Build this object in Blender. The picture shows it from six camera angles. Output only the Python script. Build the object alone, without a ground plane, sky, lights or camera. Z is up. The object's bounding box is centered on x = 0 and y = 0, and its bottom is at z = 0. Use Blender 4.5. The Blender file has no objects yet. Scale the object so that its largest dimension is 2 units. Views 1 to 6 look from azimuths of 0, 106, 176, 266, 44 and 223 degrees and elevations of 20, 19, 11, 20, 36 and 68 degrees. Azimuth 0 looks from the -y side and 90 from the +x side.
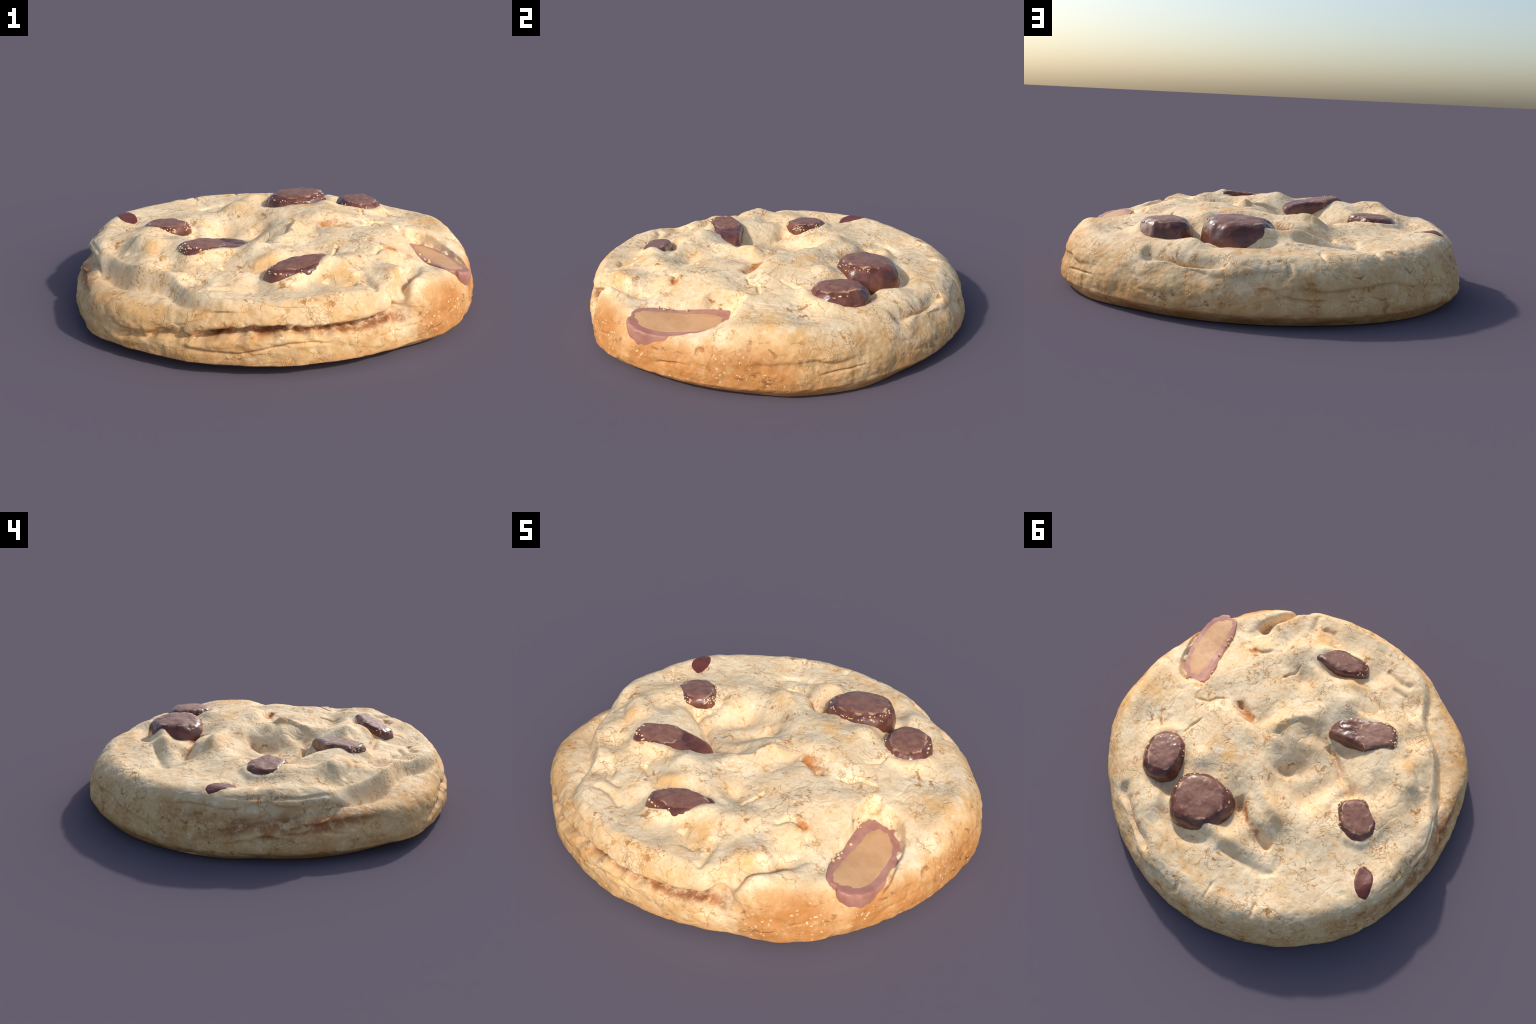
# A thick, soft-baked cookie with chocolate chips, built from profiles, creases, lumps and dents.
# Frame: metres, z up.  Azimuths below are plan angles in degrees (0 = +x, 90 = +y, -90 = front).
import bpy, bmesh, math, random
import numpy as np
from mathutils import Vector

random.seed(7)
RNG = np.random.default_rng(7)

# ------------------------------------------------------------------ small numeric helpers
def smooth(a, b, x):
    t = np.clip((x - a) / (b - a), 0.0, 1.0)
    return t * t * (3 - 2 * t)

def ring(knots, deg):
    """Smooth periodic interpolation of (azimuth, value) knots (monotone cubic)."""
    k = sorted(knots)
    a = np.array([p[0] for p in k], float)
    v = np.array([p[1] for p in k], float)
    a = np.concatenate([a[-3:] - 360, a, a[:3] + 360])
    v = np.concatenate([v[-3:], v, v[:3]])
    h = np.diff(a); d = np.diff(v) / h
    m = np.zeros_like(v)
    for i in range(1, len(v) - 1):
        if d[i - 1] * d[i] > 0:
            w1, w2 = 2 * h[i] + h[i - 1], h[i] + 2 * h[i - 1]
            m[i] = (w1 + w2) / (w1 / d[i - 1] + w2 / d[i])
    x = (np.asarray(deg) + 180) % 360 - 180
    i = np.clip(np.searchsorted(a, x) - 1, 0, len(h) - 1)
    t = (x - a[i]) / h[i]
    return ((2*t**3 - 3*t**2 + 1) * v[i] + (t**3 - 2*t**2 + t) * h[i] * m[i]
            + (-2*t**3 + 3*t**2) * v[i+1] + (t**3 - t**2) * h[i] * m[i+1])

def span(knots, deg):
    """Linear open interpolation along azimuths, zero outside; knots go clockwise or not."""
    k = sorted(knots)
    return np.interp(deg, [p[0] for p in k], [p[1] for p in k], left=0, right=0)

def _hash(ix, iy, iz, seed):
    n = (ix * 73856093) ^ (iy * 19349663) ^ (iz * 83492791) ^ (seed * 2654435761 & 0x7fffffff)
    n = (n ^ (n >> 13)) * 1274126177 & 0x7fffffff
    n = (n ^ (n >> 16)) * 668265263 & 0x7fffffff
    return ((n ^ (n >> 15)) & 0xffff) / 32767.5 - 1.0

def noise(x, y, z, scale, seed=0):
    """Value noise in -1..1."""
    x, y, z = x * scale + 31.7, y * scale + 57.3, z * scale + 11.9
    ix, iy, iz = (np.floor(c).astype(np.int64) for c in (x, y, z))
    fx, fy, fz = x - ix, y - iy, z - iz
    ux, uy, uz = (f * f * f * (f * (f * 6 - 15) + 10) for f in (fx, fy, fz))
    out = 0
    for dx in (0, 1):
        for dy in (0, 1):
            for dz in (0, 1):
                w = (ux if dx else 1 - ux) * (uy if dy else 1 - uy) * (uz if dz else 1 - uz)
                out = out + w * _hash(ix + dx, iy + dy, iz + dz, seed)
    return out

def fbm(x, y, z, scale, octaves=4, seed=0, gain=0.5):
    s, amp, tot = 0, 1.0, 0.0
    for o in range(octaves):
        s = s + amp * noise(x, y, z, scale * 2.03 ** o, seed + 17 * o)
        tot += amp; amp *= gain
    return s / tot

def lump(x, y, cx, cy, sx, sy, turn, amp, power=2.0):
    a = math.radians(turn)
    u = ((x - cx) * math.cos(a) + (y - cy) * math.sin(a)) / sx
    v = (-(x - cx) * math.sin(a) + (y - cy) * math.cos(a)) / sy
    return amp * np.exp(-((u * u + v * v) ** (power / 2)))

def polyline(x, y, pts):
    """Distance, signed side (left +) and position 0..1 along a polyline."""
    best = np.full(np.shape(x), 1e9); side = np.zeros(np.shape(x)); along = np.zeros(np.shape(x))
    seg = [math.dist(pts[i], pts[i+1]) for i in range(len(pts) - 1)]
    total, run = sum(seg), 0.0
    for i, L in enumerate(seg):
        (ax, ay), (bx, by) = pts[i], pts[i+1]
        tx, ty = (bx - ax) / L, (by - ay) / L
        s = np.clip((x - ax) * tx + (y - ay) * ty, 0, L)
        d = np.hypot(x - ax - tx * s, y - ay - ty * s)
        n = tx * (y - ay) - ty * (x - ax)
        hit = d < best
        best = np.where(hit, d, best); side = np.where(hit, np.sign(n), side)
        along = np.where(hit, (run + s) / total, along)
        run += L
    return best, side, along

def crease(x, y, pts, width, depth, taper=0.15):
    d, _, t = polyline(x, y, pts)
    return -depth * np.exp(-(d / width) ** 2) * smooth(0, taper, t + 0.02) * smooth(0, taper, 1.02 - t)

def cliff(x, y, pts, reach, drop, fade):
    """Ground to the right of the line falls by `drop` and recovers over `fade`."""
    d, s, t = polyline(x, y, pts)
    sd = -d * s
    ends = smooth(0, 0.2, t) * smooth(0, 0.2, 1 - t)
    return -drop * smooth(-reach, reach, sd) * np.exp(-(np.maximum(sd, 0) / fade) ** 2) * ends

# ------------------------------------------------------------------ the chips that sit in the dough
# name, centre x, y, half length, half width, turn, squareness, top height, tilt along, tilt across, depth
CHIPS = {
    "big_drop":   dict(c=(0.132, 0.510), a=0.176, b=0.166, turn=20, n=2.1, top=0.384, tilt=(0.03, -0.06), deep=0.21, dome=1.9),
    "rim_drop":   dict(c=(0.476, 0.432), a=0.150, b=0.120, turn=112, n=2.15, top=0.362, tilt=(0.02, 0.03), deep=0.19, dome=1.8,
                       cuts=[(-60, .93)]),
    "left_drop":  dict(c=(-0.552, 0.038), a=0.130, b=0.110, turn=160, n=2.4, top=0.354, tilt=(-0.05, 0.00), deep=0.17, dome=1.1,
                       cuts=[(-40, .86), (35, .90), (-115, .90)]),
    "wedge":      dict(c=(-0.272, -0.355), a=0.190, b=0.104, turn=200, n=3.6, top=0.374, tilt=(0.13, 0.0), deep=0.17, taper=.12, dome=.7,
                       cuts=[(150, .84), (15, .93), (100, .88)]),
    "lens":       dict(c=(0.092, -0.625), a=0.165, b=0.080, turn=23, n=2.0, top=0.369, tilt=(0.11, 0.12), deep=0.15, dome=.9,
                       cuts=[(80, .90)]),
}

def chip_metric(x, y, c):
    a = math.radians(c["turn"])
    dx, dy = x - c["c"][0], y - c["c"][1]
    u = (dx * math.cos(a) + dy * math.sin(a)) / c["a"]
    v = (-dx * math.sin(a) + dy * math.cos(a)) / c["b"]
    return (np.abs(u) ** c["n"] + np.abs(v) ** c["n"]) ** (1 / c["n"]), np.degrees(np.arctan2(dy, dx))

def pocket(x, y, chip, toward, depth, spread=2.0, at=1.1, width=0.28):
    """A hollow left where the dough pulled away from one flank of a chip."""
    m, ang = chip_metric(x, y, CHIPS[chip])
    facing = np.clip(0.5 + 0.5 * np.cos(np.radians(ang - toward)), 0, 1) ** spread
    return -depth * np.exp(-(np.maximum(m - at, (at - m) * 0.5) / width) ** 2) * facing

BROAD = [
    (0.00, -0.50, .20, 0.010), (0.30, -0.52, .20, 0.010), (0.20, -0.42, .07, -0.024),
    (0.49, -0.41, .13, 0.037), (-0.04, -0.29, .13, 0.024), (0.06, -0.07, .13, 0.050), (0.25, 0.00, .13, 0.026), (-0.10, 0.20, .13, 0.017),
    (0.20, 0.31, .13, 0.020), (0.23, 0.17, .13, 0.028), (0.30, 0.65, .13, 0.017), (0.52, 0.58, .13, -0.010), (0.08, 0.69, .13, 0.008),
    (-0.27, 0.71, .13, 0.006), (-0.57, 0.35, .13, -0.011), (-0.17, -0.08, .13, -0.049), (-0.26, 0.49, .13, -0.040), (-0.19, 0.36, .13, -0.027),
    (-0.19, -0.61, .13, -0.012), (-0.41, -0.49, .13, -0.019), (-0.30, -0.21, .13, -0.012), (-0.67, -0.20, .13, 0.020), (-0.50, -0.02, .13, 0.009),
    (0.61, 0.32, .13, -0.010), (-0.63, -0.06, .13, 0.013), (-0.40, -0.28, .13, 0.010), (-0.69, -0.38, .13, -0.019), (-0.30, -0.05, .13, -0.022),
    (-0.30, -0.76, .13, 0.016), (0.28, -0.39, .13, -0.007), (0.60, -0.11, .13, 0.033), (0.01, -0.55, .13, -0.007), (-0.26, 0.12, .13, -0.032),
    (-0.41, 0.60, .13, -0.022), (-0.08, 0.07, .13, -0.010), (-0.03, 0.68, .13, -0.006), (-0.48, -0.64, .13, 0.019), (0.54, -0.59, .13, 0.040),
    (0.59, -0.49, .13, 0.026), (-0.46, -0.38, .13, 0.019), (-0.66, 0.09, .13, -0.025), (0.45, -0.20, .13, 0.011),
]

FINE = [
    (-0.27, 0.12, .065, -0.027), (0.28, 0.33, .065, 0.025), (0.22, -0.60, .065, 0.027), (-0.49, -0.53, .065, -0.028), (0.37, -0.49, .065, 0.027),
    (-0.66, -0.28, .065, 0.031), (0.20, -0.08, .065, -0.026), (-0.20, 0.44, .065, 0.017), (0.31, -0.56, .065, 0.019), (-0.01, -0.51, .065, 0.020),
    (-0.14, 0.01, .065, -0.026), (-0.42, -0.04, .065, -0.024), (-0.00, 0.04, .065, -0.024), (0.19, -0.41, .065, -0.027), (0.46, 0.07, .065, 0.022),
    (-0.11, -0.42, .065, 0.020), (0.34, 0.36, .065, 0.012), (0.14, -0.01, .065, -0.018), (-0.32, 0.00, .065, -0.019), (-0.34, -0.40, .065, 0.009),
    (-0.22, 0.34, .065, 0.014), (-0.09, -0.74, .065, -0.012), (0.26, -0.20, .065, 0.010), (0.18, -0.48, .065, 0.017), (-0.37, -0.68, .065, -0.012),
    (0.10, 0.34, .065, 0.012), (-0.73, 0.01, .065, -0.011), (0.01, -0.57, .065, 0.009), (-0.07, 0.37, .065, 0.011), (-0.66, -0.37, .065, 0.008),
    (0.17, 0.06, .065, 0.014), (0.31, 0.68, .065, 0.012), (0.56, 0.42, .065, 0.011), (0.18, 0.56, .065, -0.012), (-0.23, -0.01, .065, 0.015),
    (0.46, 0.61, .065, 0.012), (0.08, -0.34, .065, -0.012), (-0.06, 0.23, .065, 0.012), (0.62, 0.36, .065, 0.010), (0.19, 0.74, .065, 0.012),
    (-0.28, -0.39, .065, 0.009), (-0.42, -0.35, .065, 0.011), (0.26, -0.30, .065, 0.009), (-0.09, -0.24, .065, -0.009), (0.14, -0.77, .065, -0.011),
    (0.10, -0.14, .065, 0.012), (0.30, 0.04, .065, 0.010), (-0.03, -0.84, .065, -0.011), (-0.26, -0.71, .065, -0.011), (-0.48, -0.15, .065, 0.011),
    (0.05, -0.45, .065, 0.011),
]
LOCAL = [
    (0.17, 0.66, .085, 0.033), (-0.75, -0.27, .085, -0.036), (-0.22, 0.34, .085, 0.022), (-0.32, -0.04, .085, -0.027), (-0.08, -0.44, .085, 0.038),
    (0.15, -0.05, .085, -0.024), (-0.59, -0.30, .085, 0.036), (-0.26, 0.07, .085, -0.033), (-0.10, 0.13, .085, -0.027), (-0.15, 0.44, .085, 0.032),
    (0.44, -0.49, .085, -0.030), (-0.15, 0.30, .085, 0.014), (-0.00, 0.15, .085, 0.020), (-0.54, -0.17, .085, -0.026), (-0.75, 0.19, .085, -0.019),
    (0.08, 0.16, .085, 0.014), (-0.38, -0.47, .085, 0.018), (-0.22, 0.14, .085, -0.008), (0.38, 0.14, .085, 0.013), (0.28, 0.66, .085, 0.015),
    (0.21, 0.34, .085, -0.015), (-0.27, -0.43, .085, 0.011), (-0.09, -0.74, .085, -0.018), (-0.62, -0.58, .085, 0.014), (0.52, 0.58, .085, 0.014),
    (0.10, -0.76, .085, -0.016), (-0.66, -0.01, .085, 0.012), (-0.12, -0.01, .085, -0.014), (0.11, -0.52, .085, 0.011), (-0.67, -0.24, .085, 0.014),
    (0.14, -0.30, .085, -0.011), (-0.28, -0.16, .085, -0.013), (0.39, 0.05, .085, 0.013), (0.45, -0.28, .085, 0.014), (0.20, -0.52, .085, 0.010),
    (-0.39, 0.37, .085, -0.015), (0.24, -0.69, .085, -0.013), (-0.37, -0.68, .085, -0.017), (0.13, 0.24, .085, 0.012), (0.73, 0.34, .085, -0.014),
    (0.53, 0.43, .085, 0.016), (-0.24, -0.36, .085, 0.011), (0.26, 0.07, .085, 0.015), (0.48, 0.02, .085, -0.015), (0.38, 0.22, .085, 0.010),
    (-0.39, 0.03, .085, 0.024), (-0.43, -0.22, .085, 0.015), (-0.60, -0.45, .085, 0.012), (-0.23, 0.22, .085, 0.011), (-0.17, -0.58, .085, 0.011),
    (0.36, -0.68, .085, -0.013), (-0.35, 0.52, .085, -0.013), (0.30, -0.57, .085, 0.014), (0.14, -0.41, .085, 0.011), (0.79, -0.12, .085, -0.013),
    (0.05, 0.27, .085, 0.008), (-0.08, -0.56, .085, 0.007), (0.26, 0.77, .085, -0.013), (0.47, -0.41, .085, -0.007), (0.39, 0.64, .085, 0.008),
    (-0.48, -0.64, .085, 0.011), (-0.56, 0.34, .085, -0.007), (-0.09, 0.65, .085, 0.008), (0.04, 0.47, .085, -0.007), (0.53, -0.36, .085, 0.008),
]
# ------------------------------------------------------------------ outline of the cookie by azimuth
R_FOOT = [(-161, .972), (-146, .970), (-131, .952), (-118, .938), (-100, .926), (-80, .905), (-71, .905),
          (-58, .930), (-42, .968), (-32, .970), (-20, .945), (-6, .957), (8, .970), (20, .998), (35, .996),
          (54, .952), (70, .948), (90, .950), (105, .960), (120, .980), (135, .990), (150, .988),
          (163, .982), (174, .958)]
# widest radius, low on the side just above the chamfered foot
R_WAIST = [(-165, 1.008), (-150, 1.028), (-141, 1.046), (-131, 1.036), (-120, 1.014), (-109, 1.012), (-100, 1.000), (-85, .990),
           (-74, .980), (-65, .978), (-60, .976), (-55, .972), (-50, .988), (-44, 1.004), (-35, 1.008), (-25, 1.004),
           (-11, .998), (-2, 1.004), (8, 1.005), (20, 1.025), (30, 1.018), (40, 1.000), (55, .985), (70, .982),
           (85, .988), (96, .998), (117, 1.008), (133, 1.016), (149, 1.018), (163, 1.012), (177, 1.000)]
Z_WAIST = 0.052
# width of the rounding between the flank and the top
SHOULDER = [(-170, .155), (-150, .115), (-134, .080), (-120, .085), (-108, .095), (-85, .105), (-61, .100), (-45, .105), (-30, .110),
            (-14, .105), (0, .130), (20, .150), (45, .170), (75, .165), (95, .150), (122, .155), (145, .158), (166, .155)]
Z_RIM = [(162, .322), (148, .306), (126, .290), (102, .280), (81, .278), (62, .275), (45, .278), (30, .285), (18, .298), (5, .292),
         (-4, .265), (-16, .265), (-28, .255), (-40, .258), (-48, .275), (-57, .305), (-70, .312), (-89, .308), (-107, .300),
         (-127, .305), (-145, .315), (-160, .320), (175, .324)]
# edge of the upper dough layer on the front left: radius and how far the lower lobe lies beneath it
STEP_EDGE = [(-106.6, .915), (-116.6, .872), (-126, .822), (-136, .838), (-145, .858), (-154, .872), (-165, .890), (-176, .945)]
STEP_DROP = [(-104, 0), (-109, .03), (-116, .055), (-126, .075), (-136, .085), (-146, .090), (-156, .085), (-166, .060), (-176, .0)]
# split in the front side between the two layers, and its tail wrapping round the left side
SPLIT_Z = [(-133, .105), (-117, .150), (-105, .168), (-98, .188), (-90, .188), (-77, .183), (-66, .183), (-57, .195)]
SPLIT_DEPTH = [(-134, 0), (-126, .030), (-115, .055), (-100, .070), (-78, .075), (-60, .065), (-53, 0)]
TAIL_Z = [(-150, .255), (-156, .245), (-165, .215), (-174, .208), (-180, .192), (-190, .165), (-196, .120), (-204, .095)]
TAIL_DEPTH = [(-148, 0), (-156, .030), (-165, .048), (-178, .056), (-190, .052), (-199, .034), (-210, 0)]

# further long folds in the flank: height by azimuth, depth by azimuth (0 at the ends)
FOLDS = [([(-148, .200), (-170, .150), (-190, .100), (-205, .080)], [(-148, 0), (-158, .016), (-185, .020), (-206, 0)]),
         ([(-168, .275), (-195, .245), (-225, .215)], [(-168, 0), (-180, .018), (-205, .020), (-226, 0)]),
         ([(-215, .130), (-245, .165), (-270, .150)], [(-215, 0), (-228, .014), (-255, .018), (-271, 0)]),
         ([(-262, .225), (-285, .200), (-310, .215)], [(-262, 0), (-275, .016), (-298, .018), (-311, 0)]),
         ([(-318, .140), (-335, .165), (-352, .150)], [(-318, 0), (-328, .012), (-344, .012), (-353, 0)])]

def plan_polar(x, y):
    return np.hypot(x, y), np.degrees(np.arctan2(y, x))

def dome(x, y):
    r, th = plan_polar(x, y)
    return 0.338 + (ring(Z_RIM, th) - 0.338) * smooth(0.40, 0.85, r)

def fissures(x, y, z):
    """Fine branching cracks: thin zero lines of a warped noise, broken up by a slower one."""
    wx, wy, wz = (c + .03 * fbm(x, y, z, 14, 3, 90 + i) for i, c in enumerate((x, y, z)))
    line = np.exp(-(fbm(wx, wy, wz, 7.5, 2, 95) / .035) ** 2) * smooth(-.1, .25, noise(x, y, z, 6, 96))
    fine = np.exp(-(fbm(wx, wy, wz, 15, 2, 97) / .05) ** 2) * smooth(.0, .35, noise(x, y, z, 8, 98))
    return .0022 * line + .0016 * fine

def relief(x, y):
    """Everything on the top that rises above or falls below the plain dome."""
    r, th = plan_polar(x, y)
    wob = 0.012 * noise(x, y, 0 * x, 9, 3) + 0.008 * noise(x, y, 0 * x, 21, 5)
    xw, yw = x + wob, y + 0.012 * noise(x, y, 0 * x, 9, 4)
    h = np.zeros_like(x)
    # broad swells and hollows: x, y, reach, height
    for cx, cy, reach, amount in BROAD + LOCAL + FINE:
        h += lump(x, y, cx, cy, reach, reach, 0, amount)
    h += lump(x, y, 0.12, -0.075, .065, .045, 45, .025)      # nose over the basin
    h += lump(x, y, -0.06, -0.57, .07, .040, 5, .018)        # tan block by the lens chip
    h += lump(x, y, 0.33, -0.66, .16, .05, -15, .020)        # block in front
    h += lump(x, y, -0.57, -0.36, .09, .05, 60, .014)
    h += lump(x, y, -0.17, 0.29, .10, .035, -20, .035)       # hump between basin and dough arm
    h += lump(x, y, 0.56, 0.68, .10, .03, 128, .010)
    # arm of dough running from the big chip outwards
    d, _, t = polyline(xw, yw, [(0.06, 0.61), (-0.05, 0.575), (-0.18, 0.55), (-0.33, 0.53)])
    h += (0.062 - 0.048 * t) * np.exp(-(d / 0.050) ** 2)
    h += crease(xw, yw, [(0.02, .36), (-.10, .425), (-.21, .450), (-.32, .465)], .032, .055)
    h += crease(xw, yw, [(-.08, .64), (-.20, .62), (-.33, .59), (-.40, .53), (-.38, .46)], .022, .016)
    # basin in the middle with its pit and short steep front wall
    h += lump(x, y, -0.075, 0.070, .050, .036, 30, -.062)
    h += lump(x, y, -0.04, -0.16, .07, .045, 20, -.030)
    h += cliff(xw, yw, [(.10, -.02), (.075, -.10), (.045, -.17), (.0, -.22), (-.06, -.25)], .020, .022, .10)
    h += crease(xw, yw, [(-.15, -.20), (-.24, -.17), (-.34, -.11), (-.44, -.065), (-.47, -.03)], .020, .040)
    h += cliff(xw, yw, [(-.14, -.25), (-.24, -.20), (-.34, -.135), (-.47, -.05)][::-1], .018, .020, .08)
    h += lump(x, y, 0.295, -0.02, .080, .036, -15, -.042)    # orange dimple
    h += lump(x, y, 0.345, -0.045, .018, .014, -15, -.030)
    # pockets beside the chips
    h += pocket(x, y, "big_drop", 72, .075, 4.0)
    h += pocket(x, y, "big_drop", -150, .030, 3.0)
    h += pocket(x, y, "rim_drop", 150, .040, 4.0)
    h += pocket(x, y, "left_drop", -20, .040, 3.0)
    h += pocket(x, y, "wedge", 45, .030, 3.0)
    h += pocket(x, y, "lens", 110, .030, 2.0)
    h += lump(x, y, 0.305, 0.555, .045, .035, 40, -.045)     # the gap the two big drops share
    # dough lapping up the chips' other flanks
    h += pocket(x, y, "rim_drop", -60, -.022, 2.0, 1.0, .2)
    h += pocket(x, y, "left_drop", 130, -.018, 2.0, 1.0, .2)
    h += pocket(x, y, "wedge", -100, -.030, 3.0, .95, .2)
    h += pocket(x, y, "lens", -62, -.036, 2.0, .85, .25)
    # bed of the cut chunk, deep against the plateau, dough lapping its outer edge
    h += lump(x, y, 0.84, -0.50, .04, .04, 0, -.020) + lump(x, y, 0.905, -0.15, .06, .12, 12, -.030)
    # broken hollow and gully by the front right corner
    h += lump(x, y, 0.585, -0.485, .080, .075, 20, -.050, 3.0)
    h += crease(xw, yw, [(.62, -.48), (.59, -.58), (.555, -.68), (.53, -.78), (.53, -.95)], .027, .075)
    h += lump(x, y, 0.50, -0.665, .055, .045, -55, .010)     # its broken corner
    h += crease(xw, yw, [(.44, -.44), (.49, -.375), (.56, -.36), (.62, -.40)], .014, .016)
    # wrinkles
    h += crease(xw, yw, [(.20, -.69), (.27, -.74), (.33, -.75)], .016, .018)
    h += crease(xw, yw, [(.34, -.66), (.38, -.74), (.40, -.82)], .020, .015)
    h += crease(xw, yw, [(-.52, -.42), (-.62, -.38), (-.70, -.31)], .016, .014)
    h += crease(xw, yw, [(-.02, -.59), (-.10, -.60), (-.18, -.56), (-.26, -.53)], .018, .020)
    h += crease(xw, yw, [(-.30, -.79), (-.22, -.76), (-.12, -.78)], .018, .018)
    h += crease(xw, yw, [(-.42, -.62), (-.34, -.66), (-.30, -.72), (-.20, -.70)], .015, .012)
    # fold in the rim at the back right
    h += crease(xw, yw, [(.57, .70), (.50, .740), (.40, .795), (.28, .845), (.17, .88)], .026, .050)
    # hairline splits
    for line in ([(.48, .29), (.475, .22), (.455, .14)], [(.60, .10), (.52, .06), (.50, .00), (.44, -.04)],
                 [(-.60, .68), (-.68, .76)], [(-.72, .58), (-.80, .62)], [(-.20, .78), (-.22, .88)],
                 [(-.43, .70), (-.47, .80)], [(.30, -.30), (.26, -.40), (.29, -.47)], [(-.86, .12), (-.78, .06), (-.74, .0)]):
        h += crease(xw, yw, line, .007, .012, .3)
    # step from upper layer to lower lobe
    edge = ring(STEP_EDGE + [(-90, .93), (160, 1.05), (60, 1.2), (-30, 1.2)], th) + 0.020 * noise(x, y, 0 * x, 5, 6)
    drop = span(STEP_DROP, th)
    h += -drop * smooth(-.035, .035, r - edge) - 0.20 * drop * np.exp(-((r - edge - .03) / .025) ** 2)
    # crumb-scale roughness
    h += 0.0075 * fbm(x, y, 0 * x, 7, 4, 21) + 0.0020 * fbm(x, y, 0 * x, 26, 3, 31)
    h -= 0.003 * smooth(.35, .8, fbm(x, y, 0 * x, 17, 3, 77))
    h -= fissures(x, y, 0 * x)
    return h

# the cut chunk lies in a bed: its face is a rounded four-cornered figure on a gently tilted plane
SLAB_C, SLAB_TURN, SLAB_A, SLAB_B = (0.779, -0.236), -74.5, 0.240, 0.106
def slab_uv(x, y):
    a = math.radians(SLAB_TURN)
    dx, dy = x - SLAB_C[0], y - SLAB_C[1]
    u, v = dx * math.cos(a) + dy * math.sin(a), -dx * math.sin(a) + dy * math.cos(a)
    return (u - 0.10 * v) / SLAB_A, (v - .012 + .030 * ((u - .1 * v) / SLAB_A) ** 2) / SLAB_B
def slab_plane(x, y):
    out = (x - .653) * .969 + (y + .042) * .248                  # distance from the inner edge towards the rim
    return 0.254 - 0.22 * np.maximum(out, 0) + 0.10 * np.clip(-.28 - y, 0, .2)

def top(x, y):
    z = dome(x, y) + relief(x, y)
    u, v = slab_uv(x, y)
    m = (np.abs(u) ** 3.2 + np.abs(v) ** 3.2) ** (1 / 3.2)
    inside = 1 - smooth(1.0, 1.22, m + 0.10 * noise(x, y, 0 * x, 18, 9))
    torn = np.exp(-((m - 1.0) / .10) ** 2) * smooth(.05, .5, noise(x, y, 0 * x, 22, 12))
    bed = slab_plane(x, y) - 0.006 + 0.016 * torn
    return z + (bed - z) * inside

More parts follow.
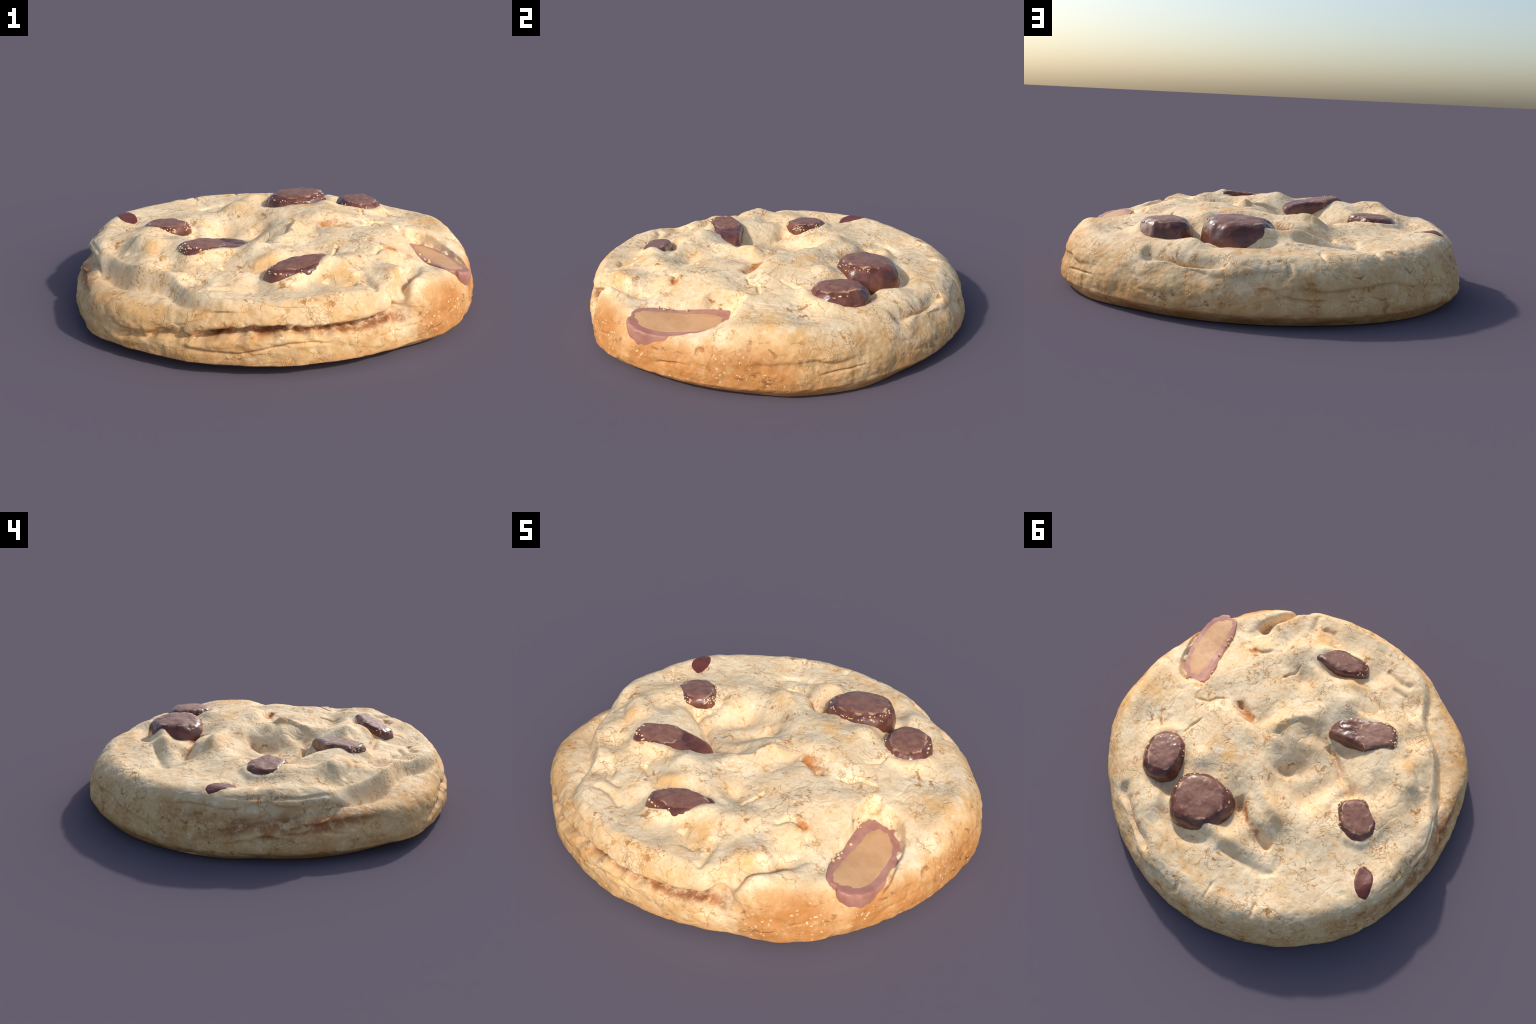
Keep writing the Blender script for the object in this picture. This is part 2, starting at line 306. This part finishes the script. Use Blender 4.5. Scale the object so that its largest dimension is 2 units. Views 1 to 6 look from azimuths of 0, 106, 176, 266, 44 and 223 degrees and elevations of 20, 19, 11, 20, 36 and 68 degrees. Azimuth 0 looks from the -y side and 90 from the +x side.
# ------------------------------------------------------------------ dough mesh
NT, N_UNDER, N_LOW, N_UP, N_TOP = 900, 24, 50, 90, 300
def dough_points():
    th = np.linspace(-180, 180, NT, endpoint=False)
    foot, waist = ring(R_FOOT, th) - 0.012, ring(R_WAIST, th)
    lift = ring([(-150, .006), (-100, .016), (-60, .016), (-20, .008), (60, .004), (150, .004)], th)
    rings = []
    c, s = np.cos(np.radians(th)), np.sin(np.radians(th))
    for i in range(N_UNDER):                                      # underside
        r = foot * (i + 1) / N_UNDER
        rings.append((r * c, r * s, lift * smooth(.78, 1.0, (i + 1) / N_UNDER)))
    def side(r, z):
        x, y = r * c, r * s
        d = z - (ring(SPLIT_Z + [(0, .2), (120, .2)], th) + 0.012 * noise(x, y, 0 * x, 8, 41) + 0.009 * noise(x, y, 0 * x, 23, 45))
        depth = span(SPLIT_DEPTH, th) * np.clip(0.85 + 0.8 * noise(x, y, z, 13, 42) + 0.5 * noise(x, y, z, 31, 46), .1, 1.7)
        front = span([(-130, 0), (-114, 1), (-60, 1), (-53, 0)], th)
        r = r + 0.004 * front * smooth(.07, .14, z) * (1 - smooth(-.02, 0, d))          # shelf of the lower layer
        r = r - depth * np.where(d > 0, np.exp(-(d / .018) ** 2), np.exp(-(d / .017) ** 2))
        r = r + 0.002 * smooth(.005, .03, d) * (1 - smooth(.05, .09, d)) * front     # jutting lip
        r = r - 0.040 * np.exp(-((th + 57 + 14 * (.22 - z)) / 2.2) ** 2) * smooth(.10, .17, z)      # gully running down
        tt = np.where(th > 100, th - 360, th)
        d = z - (span(TAIL_Z, tt) + 0.014 * noise(x, y, 0 * x, 8, 43))
        depth = span(TAIL_DEPTH, tt) * (0.85 + 0.5 * noise(x, y, z, 12, 44))
        r = r - depth * np.where(d > 0, np.exp(-(d / .040) ** 2), np.exp(-(d / .028) ** 2))
        for heights, depths in FOLDS:
            tf = np.where(th > 0, th - 360, th)
            d = z - (span(heights, tf) + 0.016 * noise(x, y, 0 * x, 7, 47))
            cut = span(depths, tf) * (0.9 + 0.7 * noise(x, y, z, 10, 48))
            r = r - cut * np.where(d > 0, np.exp(-(d / .012) ** 2), np.exp(-(d / .040) ** 2))     # overhang above, slope below
        x, y = r * c, r * s
        rough = 0.012 * fbm(x, y, z * 1.6, 7, 4, 51) + 0.0035 * fbm(x, y, z, 28, 3, 52) - fissures(x, y, z)
        rough = rough - 0.014 * np.exp(-(noise(x, y, z * 4, 3.2, 57) / .10) ** 2) * smooth(-.2, .3, noise(x, y, z, 5, 58)) * smooth(.08, .12, z)
        return r + rough * smooth(0.015, 0.045, z)
    for i in range(N_LOW):                                        # foot to waist: a chamfer, slightly bulged
        f = i / N_LOW
        z = lift + (Z_WAIST - lift) * f
        r = foot + (waist - foot) * (0.55 * f + 0.45 * math.sin(f * math.pi / 2))
        r = side(r, z)
        rings.append((r * c, r * s, z))
    round_off = ring(SHOULDER, th)
    shoulder = waist - round_off
    for i in range(N_UP):                                         # waist to shoulder
        f = i / N_UP * math.pi / 2
        r0 = shoulder + round_off * math.cos(f)
        x, y = r0 * c, r0 * s
        zt = dome(shoulder * c, shoulder * s)
        z = Z_WAIST + (zt - Z_WAIST) * math.sin(f) + (top(x, y) - dome(x, y)) * math.sin(f) ** 2
        fade = 1 - smooth(0.70, 1.0, i / N_UP)
        r = r0 + (side(r0, z) - r0) * fade
        rings.append((r * c, r * s, z))
    for i in range(N_TOP):                                        # top
        r = shoulder * (1 - i / N_TOP)
        x, y = r * c, r * s
        rings.append((x, y, top(x, y)))
    return np.array(rings)                                        # (rows, 3, NT)

def new_mesh(name, verts, faces, mat, parent=None):
    me = bpy.data.meshes.new(name)
    me.from_pydata([tuple(v) for v in verts], [], faces)
    me.update()
    me.polygons.foreach_set("use_smooth", [True] * len(me.polygons))
    me.materials.append(mat)
    ob = bpy.data.objects.new(name, me)
    bpy.context.scene.collection.objects.link(ob)
    if parent is not None:
        ob.parent = parent
    return ob

def ring_faces(rows, n, first_cap, last_cap):
    faces = []
    for j in range(rows - 1):
        a, b = j * n, (j + 1) * n
        faces += [(a + i, a + (i + 1) % n, b + (i + 1) % n, b + i) for i in range(n)]
    if first_cap is not None:
        faces += [(first_cap, (i + 1) % n, i) for i in range(n)]
    if last_cap is not None:
        k = (rows - 1) * n
        faces += [(last_cap, k + i, k + (i + 1) % n) for i in range(n)]
    return faces

# ------------------------------------------------------------------ materials
def srgb(r, g, b):
    f = lambda c: (c / 12.92 if c <= 0.04045 else ((c + 0.055) / 1.055) ** 2.4)
    return (f(r / 255), f(g / 255), f(b / 255), 1.0)

class Nodes:
    def __init__(self, name):
        self.m = bpy.data.materials.new(name); self.m.use_nodes = True
        self.t = self.m.node_tree; self.t.nodes.clear()
        self.out = self.t.nodes.new("ShaderNodeOutputMaterial")
        self.bsdf = self.t.nodes.new("ShaderNodeBsdfPrincipled")
        self.t.links.new(self.bsdf.outputs[0], self.out.inputs[0])
        self.co = self.t.nodes.new("ShaderNodeTexCoord").outputs["Object"]
    def put(self, sock, v):
        if isinstance(v, bpy.types.NodeSocket): self.t.links.new(v, sock)
        else: sock.default_value = v
    def noise(self, scale, detail=4, rough=0.55, distort=0.0, co=None, colour=False):
        n = self.t.nodes.new("ShaderNodeTexNoise")
        self.put(n.inputs["Vector"], co or self.co)
        n.inputs["Scale"].default_value = scale; n.inputs["Detail"].default_value = detail
        n.inputs["Roughness"].default_value = rough; n.inputs["Distortion"].default_value = distort
        return n.outputs["Color" if colour else "Fac"]
    def voronoi(self, scale, feature="F1", co=None, out="Distance"):
        n = self.t.nodes.new("ShaderNodeTexVoronoi"); n.feature = feature
        self.put(n.inputs["Vector"], co or self.co); n.inputs["Scale"].default_value = scale
        return n.outputs[out]
    def math(self, op, a, b=0.0, clamp=False):
        n = self.t.nodes.new("ShaderNodeMath"); n.operation = op; n.use_clamp = clamp
        self.put(n.inputs[0], a); self.put(n.inputs[1], b)
        return n.outputs[0]
    def vmath(self, op, a, b, out=0):
        n = self.t.nodes.new("ShaderNodeVectorMath"); n.operation = op
        self.put(n.inputs[0], a); self.put(n.inputs[1], b)
        return n.outputs["Value" if out == 1 else "Vector"]
    def ramp(self, x, a, b, lo=0.0, hi=1.0):
        n = self.t.nodes.new("ShaderNodeMapRange"); n.interpolation_type = "SMOOTHSTEP"
        self.put(n.inputs[0], x)
        for i, v in enumerate((a, b, lo, hi)): n.inputs[i + 1].default_value = v
        return n.outputs[0]
    def mix(self, fac, a, b):
        n = self.t.nodes.new("ShaderNodeMix"); n.data_type = "RGBA"
        self.put(n.inputs[0], fac); self.put(n.inputs[6], a); self.put(n.inputs[7], b)
        return n.outputs[2]
    def warp(self, amount, scale):
        c = self.vmath("SUBTRACT", self.noise(scale, 3, colour=True), (.5, .5, .5))
        return self.vmath("ADD", self.co, self.vmath("MULTIPLY", c, (amount,) * 3))
    def spot(self, centre, radii, turn=0.0, soft=0.5, co=None):
        """1 inside a turned ellipsoid, fading to 0 over its outer part."""
        mp = self.t.nodes.new("ShaderNodeMapping"); mp.vector_type = "TEXTURE"
        self.put(mp.inputs["Vector"], co or self.co)
        mp.inputs["Location"].default_value = centre
        mp.inputs["Rotation"].default_value = (0, 0, math.radians(turn))
        mp.inputs["Scale"].default_value = radii
        return self.ramp(self.vmath("DISTANCE", mp.outputs[0], (0, 0, 0), 1), 1.0, 1.0 - soft, 0, 1)
    def bump(self, height, strength, distance):
        n = self.t.nodes.new("ShaderNodeBump")
        n.inputs["Strength"].default_value = strength; n.inputs["Distance"].default_value = distance
        self.put(n.inputs["Height"], height)
        self.put(self.bsdf.inputs["Normal"], n.outputs[0])
    def xyz(self):
        n = self.t.nodes.new("ShaderNodeSeparateXYZ"); self.put(n.inputs[0], self.co)
        return n.outputs

def most(N, masks):
    m = masks[0]
    for k in masks[1:]: m = N.math("MAXIMUM", m, k)
    return m

def dough_material():
    N = Nodes("baked_dough")
    w = N.warp(0.10, 9.0)
    x, y, z = N.xyz()
    cloud = N.noise(6, 6, 0.62)
    grain = N.noise(26, 6, 0.7, 0.6, w)
    fibre = N.noise(60, 4, 0.65, .5)
    c = N.mix(N.ramp(cloud, .35, .66), srgb(243, 219, 180), srgb(233, 200, 154))
    # the flank is coloured a darker tan than the pale top; the boundary is ragged
    rad = N.vmath("LENGTH", N.vmath("MULTIPLY", N.co, (1, 1, 0)), (0, 0, 0), 1)
    flank = N.math("ADD", N.math("MULTIPLY", N.math("SUBTRACT", rad, .885), 9.0), N.math("MULTIPLY", N.math("SUBTRACT", N.noise(7, 6, .7), .5), 2.6))
    flank = N.ramp(flank, .0, 1.0)
    c = N.mix(flank, c, N.mix(N.ramp(N.noise(9, 6, .7), .36, .64), srgb(230, 190, 136), srgb(210, 158, 100)))
    c = N.mix(N.ramp(grain, .50, .68, 0, .70), c, srgb(222, 176, 118))
    c = N.mix(N.ramp(grain, .46, .32, 0, .45), c, srgb(248, 229, 192))
    c = N.mix(N.ramp(fibre, .57, .68, 0, .50), c, srgb(206, 154, 96))
    # golden patches where the dough stood proud in the oven
    gold = most(N, [N.spot(p, s, t, .75, w) for p, s, t in (
        ((.30, -.69, .34), (.20, .10, .1), -15), ((.50, -.64, .32), (.10, .10, .1), 0), ((-.06, -.57, .36), (.12, .08, .1), 0),
        ((-.58, -.38, .36), (.16, .09, .1), 60), ((.12, -.08, .39), (.13, .09, .1), 40), ((.22, .22, .36), (.20, .13, .1), 20),
        ((.84, .20, .27), (.14, .30, .16), -10), ((-.20, .28, .37), (.14, .08, .1), -20), ((-.34, -.51, .36), (.14, .07, .1), -28),
        ((.10, -.90, .25), (.55, .10, .08), 0), ((.55, -.35, .33), (.12, .10, .1), 0), ((-.55, -.80, .22), (.2, .12, .12), -30),
        ((-.02, .80, .30), (.5, .08, .08), 0))])
    c = N.mix(N.math("MULTIPLY", gold, N.ramp(N.noise(11, 5, .65), .38, .66), True), c, srgb(227, 178, 116))
    # well browned front-right flank
    brown = most(N, [N.spot(p, s, t, .6, w) for p, s, t in (
        ((.76, -.64, .12), (.36, .26, .20), -40), ((.96, -.28, .08), (.18, .40, .18), 0), ((.99, .14, .11), (.16, .36, .14), 5))])
    c = N.mix(N.math("MULTIPLY", brown, N.ramp(N.noise(13, 6, .7), .30, .56, .45, 1.0), True), c, srgb(194, 132, 74))
    # browned underside edge
    foot = N.math("MULTIPLY", N.ramp(z, .10, .03), N.ramp(N.noise(6, 5, .6), .36, .60, .25, .9))
    c = N.mix(foot, c, srgb(186, 128, 74))
    # dimple and pits with toffee colour
    toffee = most(N, [N.spot(p, s, t, .7, w) for p, s, t in (
        ((.290, -.03, .33), (.13, .075, .09), -15), ((.53, -.36, .32), (.07, .035, .08), -20), ((.50, -.62, .25), (.07, .14, .12), -20),
        ((-.07, .08, .28), (.05, .03, .05), 0), ((.24, .68, .27), (.05, .05, .05), 0), ((-.13, .42, .30), (.22, .035, .06), -25),
        ((-.27, -.15, .30), (.16, .03, .06), -25))])
    c = N.mix(N.math("MULTIPLY", toffee, N.ramp(N.noise(24, 4, .6), .40, .60), True), c, srgb(196, 126, 72))
    # moist crumb inside the split that runs round the front and left sides
    front = N.math("MULTIPLY", N.ramp(y, -.72, -.80), N.math("MULTIPLY", N.ramp(z, .135, .165), N.ramp(z, .225, .195)))
    left = N.math("MULTIPLY", N.ramp(x, -.80, -.88), N.math("MULTIPLY", N.ramp(z, .08, .13), N.ramp(z, .24, .18)))
    deep = N.ramp(rad, .968, .935)
    inner = N.math("MULTIPLY", N.math("MAXIMUM", N.math("MULTIPLY", front, deep), N.math("MULTIPLY", N.math("MULTIPLY", left, N.ramp(rad, 1.0, .965)), .9)), N.ramp(N.noise(14, 6, .75), .36, .56))
    c = N.mix(N.math("MULTIPLY", inner, .9), c, srgb(158, 92, 52))
    # brown pin holes and short fissures
    cracks = N.math("MULTIPLY", N.ramp(N.voronoi(13, "DISTANCE_TO_EDGE", N.warp(.10, 22)), .050, .005), N.ramp(N.noise(8, 3), .46, .58))
    c = N.mix(N.math("MULTIPLY", cracks, .65), c, srgb(194, 138, 76))
    holes = N.math("MULTIPLY", N.ramp(N.noise(24, 4, .58, .35), .60, .66), N.ramp(N.noise(8, 2), .46, .58))
    c = N.mix(N.math("MULTIPLY", holes, .85), c, N.mix(N.noise(15, 1), srgb(198, 146, 84), srgb(158, 92, 48)))
    # dark pits and short horizontal tears on the flank
    tears = N.ramp(N.noise(11, 6, .68, .8, N.vmath("MULTIPLY", N.co, (1, 1, 2.4))), .56, .66)
    tears = N.math("MULTIPLY", tears, N.math("MULTIPLY", N.ramp(rad, .93, .975), N.ramp(N.noise(3.5, 2), .42, .58)))
    c = N.mix(N.math("MULTIPLY", tears, .8), c, srgb(142, 88, 50))
    # pale sugar flecks, dense on the browned side
    flecks = N.math("MULTIPLY", N.ramp(N.voronoi(42, "F1", N.warp(.04, 30)), .26, .14), N.ramp(N.noise(9, 3), .44, .58))
    c = N.mix(N.math("MULTIPLY", flecks, N.math("ADD", N.math("MULTIPLY", brown, .45), .10)), c, srgb(250, 232, 196))
    N.put(N.bsdf.inputs["Base Color"], c)
    N.bsdf.inputs["Roughness"].default_value = 0.62
    N.bsdf.inputs["Specular IOR Level"].default_value = 0.2
    h = N.math("ADD", N.math("MULTIPLY", N.noise(45, 6, .65), 1.0), N.math("MULTIPLY", cracks, -.5))
    h = N.math("ADD", h, N.math("MULTIPLY", holes, -.4))
    N.bump(h, 0.40, 0.008)
    return N.m

def chocolate_material(name, bloom_at, bloom_size, turn, tone=1.0):
    N = Nodes(name)
    w = N.warp(0.05, 24)
    k = lambda *c: srgb(*[v * tone for v in c])
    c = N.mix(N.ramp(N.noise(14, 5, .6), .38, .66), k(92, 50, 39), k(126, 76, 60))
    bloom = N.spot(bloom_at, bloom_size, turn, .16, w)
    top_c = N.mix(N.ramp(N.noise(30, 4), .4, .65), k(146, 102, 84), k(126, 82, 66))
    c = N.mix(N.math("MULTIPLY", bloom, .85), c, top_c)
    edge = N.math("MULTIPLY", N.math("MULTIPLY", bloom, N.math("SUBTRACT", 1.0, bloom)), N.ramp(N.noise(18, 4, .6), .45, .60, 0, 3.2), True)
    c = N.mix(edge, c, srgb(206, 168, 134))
    dust = N.math("MULTIPLY", N.ramp(N.voronoi(60, "F1", N.warp(.03, 60)), .24, .12), N.ramp(N.noise(26, 3), .60, .70))
    c = N.mix(N.math("MULTIPLY", dust, .7), c, srgb(196, 156, 126))
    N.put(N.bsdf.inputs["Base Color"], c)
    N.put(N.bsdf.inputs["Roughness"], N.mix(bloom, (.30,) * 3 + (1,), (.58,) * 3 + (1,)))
    N.bsdf.inputs["Coat Weight"].default_value = 0.15
    N.bsdf.inputs["Coat Roughness"].default_value = 0.15
    N.bump(N.noise(40, 5, .6), 0.18, 0.005)
    return N.m

def plain_material(name, a, b, scale, rough, spec=0.4):
    N = Nodes(name)
    c = N.mix(N.ramp(N.noise(scale, 6, .6), .36, .66), srgb(*a), srgb(*b))
    specks = N.math("MULTIPLY", N.ramp(N.voronoi(50, "F1"), .16, .08), N.ramp(N.noise(21, 2), .58, .66))
    c = N.mix(N.math("MULTIPLY", specks, .6), c, srgb(140, 84, 70))
    N.put(N.bsdf.inputs["Base Color"], c)
    N.bsdf.inputs["Roughness"].default_value = rough
    N.bsdf.inputs["Specular IOR Level"].default_value = spec
    N.bump(N.noise(scale * 3, 5, .6), 0.25, 0.005)
    return N.m

# ------------------------------------------------------------------ build
cookie = bpy.data.objects.new("chocolate_chip_cookie", None)
bpy.context.scene.collection.objects.link(cookie)
cookie["label"] = "thick round golden cookie studded with glossy chocolate chips"
cookie["category"] = "chocolate chip cookie"

P = dough_points()
rows = P.shape[0]
V = P.transpose(0, 2, 1).reshape(-1, 3)
V = np.vstack([V, [[0, 0, 0.0]], [[0, 0, float(top(np.zeros(1), np.zeros(1))[0])]]])
dough_mat = dough_material()
dough = new_mesh("dough", V, ring_faces(rows, NT, len(V) - 2, len(V) - 1), dough_mat, cookie)

# chips: lofted from a rounded outline, steep flanks, softly rounded brow, nearly flat top
BROW = [(0.60, -1.0), (0.88, -.80), (0.99, -.55), (1.0, -.40), (0.985, -.28), (0.94, -.165), (0.87, -.088), (0.77, -.038), (0.62, -.010), (0.40, 0.0), (0.18, .004)]
def chip_surface(c, seed, n=120):
    prof = []
    for i in range(len(BROW) - 1):                                # finer steps along the profile
        for k in range(5):
            t = k / 5
            p0, p1, p2, p3 = (BROW[max(0, min(len(BROW) - 1, i + o))] for o in (-1, 0, 1, 2))
            prof.append(tuple(.5 * ((2 * p1[j]) + (p2[j] - p0[j]) * t + (2*p0[j] - 5*p1[j] + 4*p2[j] - p3[j]) * t*t
                                    + (3*p1[j] - p0[j] - 3*p2[j] + p3[j]) * t**3) for j in (0, 1)))
    prof.append(BROW[-1])
    prof = [(r, h * (1 + (c["dome"] - 1) * math.exp(h * 3.5))) for r, h in prof]     # rounder or sharper brow
    a = np.linspace(0, 2 * np.pi, n, endpoint=False)
    ca, sa = np.cos(a), np.sin(a)
    q = (np.abs(ca) ** c["n"] + np.abs(sa) ** c["n"]) ** (-1 / c["n"])
    q = q * (1 + 0.05 * noise(ca, sa, 0 * ca, 1.7, seed) + 0.02 * noise(ca, sa, 0 * ca, 5, seed + 1))
    for bearing, reach in c.get("cuts", ()):                          # flat broken faces
        away = np.cos(a - math.radians(bearing - c["turn"]))
        q = np.where(away > .2, np.minimum(q, reach / np.maximum(away, .2)), q)
    t = math.radians(c["turn"])
    verts = []
    for s, h in prof:
        u, v = q * ca * c["a"] * s, q * sa * c["b"] * s
        v = v * (1 + c.get('taper', 0) * u / c["a"])
        x = c["c"][0] + u * math.cos(t) - v * math.sin(t)
        y = c["c"][1] + u * math.sin(t) + v * math.cos(t)
        z = c["top"] + h * c["deep"] + c["tilt"][0] * u + c["tilt"][1] * v
        k = .0045 * fbm(x, y, z, 16, 3, seed + 5)
        z = z + k + .002 * fbm(x, y, z, 50, 2, seed + 6)
        x = x + k * 1.4 * np.cos(a + t); y = y + k * 1.4 * np.sin(a + t)
        verts.append(np.stack([x, y, z], 1))
    centre = verts[-1].mean(0)
    return np.vstack(verts + [centre[None]]), len(prof), n

chips = {}
for i, (key, c) in enumerate(CHIPS.items()):
    t = math.radians(c["turn"])
    shift = -0.35 * c["a"] if key == "wedge" else 0.0
    shift = 0.35 * c["a"] if key == "wedge" else 0.0
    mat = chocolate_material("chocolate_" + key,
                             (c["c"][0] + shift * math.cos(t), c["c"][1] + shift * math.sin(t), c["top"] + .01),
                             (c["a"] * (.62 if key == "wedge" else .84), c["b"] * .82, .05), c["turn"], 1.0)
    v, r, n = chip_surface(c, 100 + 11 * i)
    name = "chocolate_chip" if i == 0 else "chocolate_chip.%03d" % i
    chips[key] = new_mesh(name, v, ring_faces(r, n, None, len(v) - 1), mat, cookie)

from mathutils.bvhtree import BVHTree
tree = BVHTree.FromPolygons([v.co for v in dough.data.vertices], [tuple(p.vertices) for p in dough.data.polygons])
def on_dough(x, y):
    return np.array([tree.ray_cast(Vector((float(a), float(b), 1)), Vector((0, 0, -1)))[0].z for a, b in zip(x, y)])

# flat smear of melted chocolate low on the left rim
def patch_on_dough(name, centre, a, b, turn, lift, mat, surface, parent, n=96, m=20, ragged=0.08, seed=1, n_edge=2.0):
    t = math.radians(turn); ang = np.linspace(0, 2 * np.pi, n, endpoint=False)
    q = (np.abs(np.cos(ang)) ** n_edge + np.abs(np.sin(ang)) ** n_edge) ** (-1 / n_edge)
    q = q + ragged * noise(np.cos(ang), np.sin(ang), 0 * ang, 1.6, seed) + ragged * .5 * noise(np.cos(ang), np.sin(ang), 0 * ang, 4, seed + 1)
    verts = []
    for i in range(m):
        s = 1 - i / m
        u, v = q * np.cos(ang) * a * s, q * np.sin(ang) * b * s
        x, y = centre[0] + u * math.cos(t) - v * math.sin(t), centre[1] + u * math.sin(t) + v * math.cos(t)
        edge = 1 - s ** 12
        verts.append(np.stack([x, y, surface(x, y) - .001 + (lift + .001) * edge], 1))
    cz = surface(np.array([centre[0]]), np.array([centre[1]]))[0] + lift
    v = np.vstack(verts + [np.array([[centre[0], centre[1], cz]])])
    return new_mesh(name, v, ring_faces(m, n, None, len(v) - 1), mat, parent)

smear_mat = plain_material("melted_chocolate", (112, 58, 48), (96, 46, 40), 16, .45)
patch_on_dough("chocolate_smear", (-.792, .275), .090, .047, 124, .0035, smear_mat, on_dough, cookie, seed=5)

# cut milk-chocolate chunk with a tan filling showing in its flat face
slab_mat = plain_material("milk_chocolate", (190, 138, 118), (172, 116, 100), 12, .42)
fill_mat = plain_material("caramel_filling", (214, 165, 118), (204, 152, 106), 10, .5)
def slab_xy(u, v):
    a = math.radians(SLAB_TURN)
    vv = v * SLAB_B + .012 - .030 * u * u                        # bowed: the outer edge bulges to the rim
    uu = u * SLAB_A + 0.10 * vv
    return SLAB_C[0] + uu * math.cos(a) - vv * math.sin(a), SLAB_C[1] + uu * math.sin(a) + vv * math.cos(a)
def slab_points(n=140):
    a = np.linspace(0, 2 * np.pi, n, endpoint=False)
    q = (np.abs(np.cos(a)) ** 3.2 + np.abs(np.sin(a)) ** 3.2) ** (-1 / 3.2) * (1 + .05 * noise(np.cos(a), np.sin(a), 0 * a, 3, 61) + .03 * noise(np.cos(a), np.sin(a), 0 * a, 9, 62))
    verts = []
    for s, h in [(.92, -.10), (1.0, -.05), (1.01, -.02), (1.0, -.006), (.98, -.001)] + [(.96 - .04 * i, 0) for i in range(23)]:
        x, y = slab_xy(q * np.cos(a) * s, q * np.sin(a) * s)
        z = slab_plane(x, y) + h + .0025 * fbm(x, y, 0 * x, 14, 3, 63)
        verts.append(np.stack([x, y, z], 1))
    return np.vstack(verts + [verts[-1].mean(0)[None]]), n
sv, sn = slab_points()
slab = new_mesh("cut_chunk", sv, ring_faces(28, sn, None, len(sv) - 1), slab_mat, cookie)
slab_top = lambda x, y: slab_plane(x, y) + .0025 * fbm(x, y, 0 * x, 14, 3, 63)
def filling_points(n=120, m=22):
    a = np.linspace(0, 2 * np.pi, n, endpoint=False)
    q = (np.abs(np.cos(a)) ** 2.8 + np.abs(np.sin(a)) ** 2.8) ** (-1 / 2.8) + .06 * noise(np.cos(a), np.sin(a), 0 * a, 2.2, 65) + .04 * noise(np.cos(a), np.sin(a), 0 * a, 8, 66)
    verts = []
    for i in range(m):
        k = 1 - i / m
        x, y = slab_xy(.03 + .86 * q * np.cos(a) * k, .02 - .08 * np.cos(a) * k + .68 * q * np.sin(a) * k)
        verts.append(np.stack([x, y, slab_top(x, y) - .001 + .0028 * (1 - k ** 10)], 1))
    return np.vstack(verts + [verts[-1].mean(0)[None]]), n, m
fv, fn, fm = filling_points()
new_mesh("filling", fv, ring_faces(fm, fn, None, len(fv) - 1), fill_mat, slab)

# crumbs stuck to the chips' brows and to the chunk
def crumbs(name, spots, mat, parent):
    bm = bmesh.new()
    for (x, y, z), s in spots:
        g = bmesh.ops.create_icosphere(bm, subdivisions=1, radius=s)
        k = Vector((random.uniform(.7, 1.4), random.uniform(.7, 1.4), random.uniform(.5, .9)))
        for v in g["verts"]:
            v.co = Vector((v.co.x * k.x, v.co.y * k.y, v.co.z * k.z)) * random.uniform(.8, 1.2) + Vector((x, y, z))
    me = bpy.data.meshes.new(name); bm.to_mesh(me); bm.free()
    me.polygons.foreach_set("use_smooth", [True] * len(me.polygons))
    me.materials.append(mat)
    ob = bpy.data.objects.new(name, me); bpy.context.scene.collection.objects.link(ob)
    ob.parent = parent; ob["kind"] = "stuff"
    return ob
crumb_mat = plain_material("pale_crumb", (236, 208, 164), (214, 172, 120), 30, .7)
spots = []
for key, facing, count in (("big_drop", -80, 34), ("left_drop", -30, 40), ("wedge", 230, 34), ("lens", -90, 16), ("rim_drop", -60, 12)):
    me = chips[key].data
    c = CHIPS[key]
    cand = []
    for v in me.vertices:
        m, ang = chip_metric(np.array([v.co.x]), np.array([v.co.y]), c)
        if .80 < m[0] < .98 and v.co.z > c["top"] - .03:
            cand.append((v.co.copy(), math.cos(math.radians(ang[0] - facing))))
    cand = [p for p, f in cand if f > -0.2] or [p for p, f in cand]
    for p in random.sample(cand, min(count, len(cand))):
        spots.append((tuple(p), random.uniform(.0025, .0065)))
for _ in range(9):
    x, y = slab_xy(random.uniform(-.7, .5), random.uniform(-.95, -.8))
    spots.append(((x, y, float(slab_plane(x, y)) + .003), random.uniform(.003, .009)))
crumbs("stuck_crumbs", spots, crumb_mat, cookie)
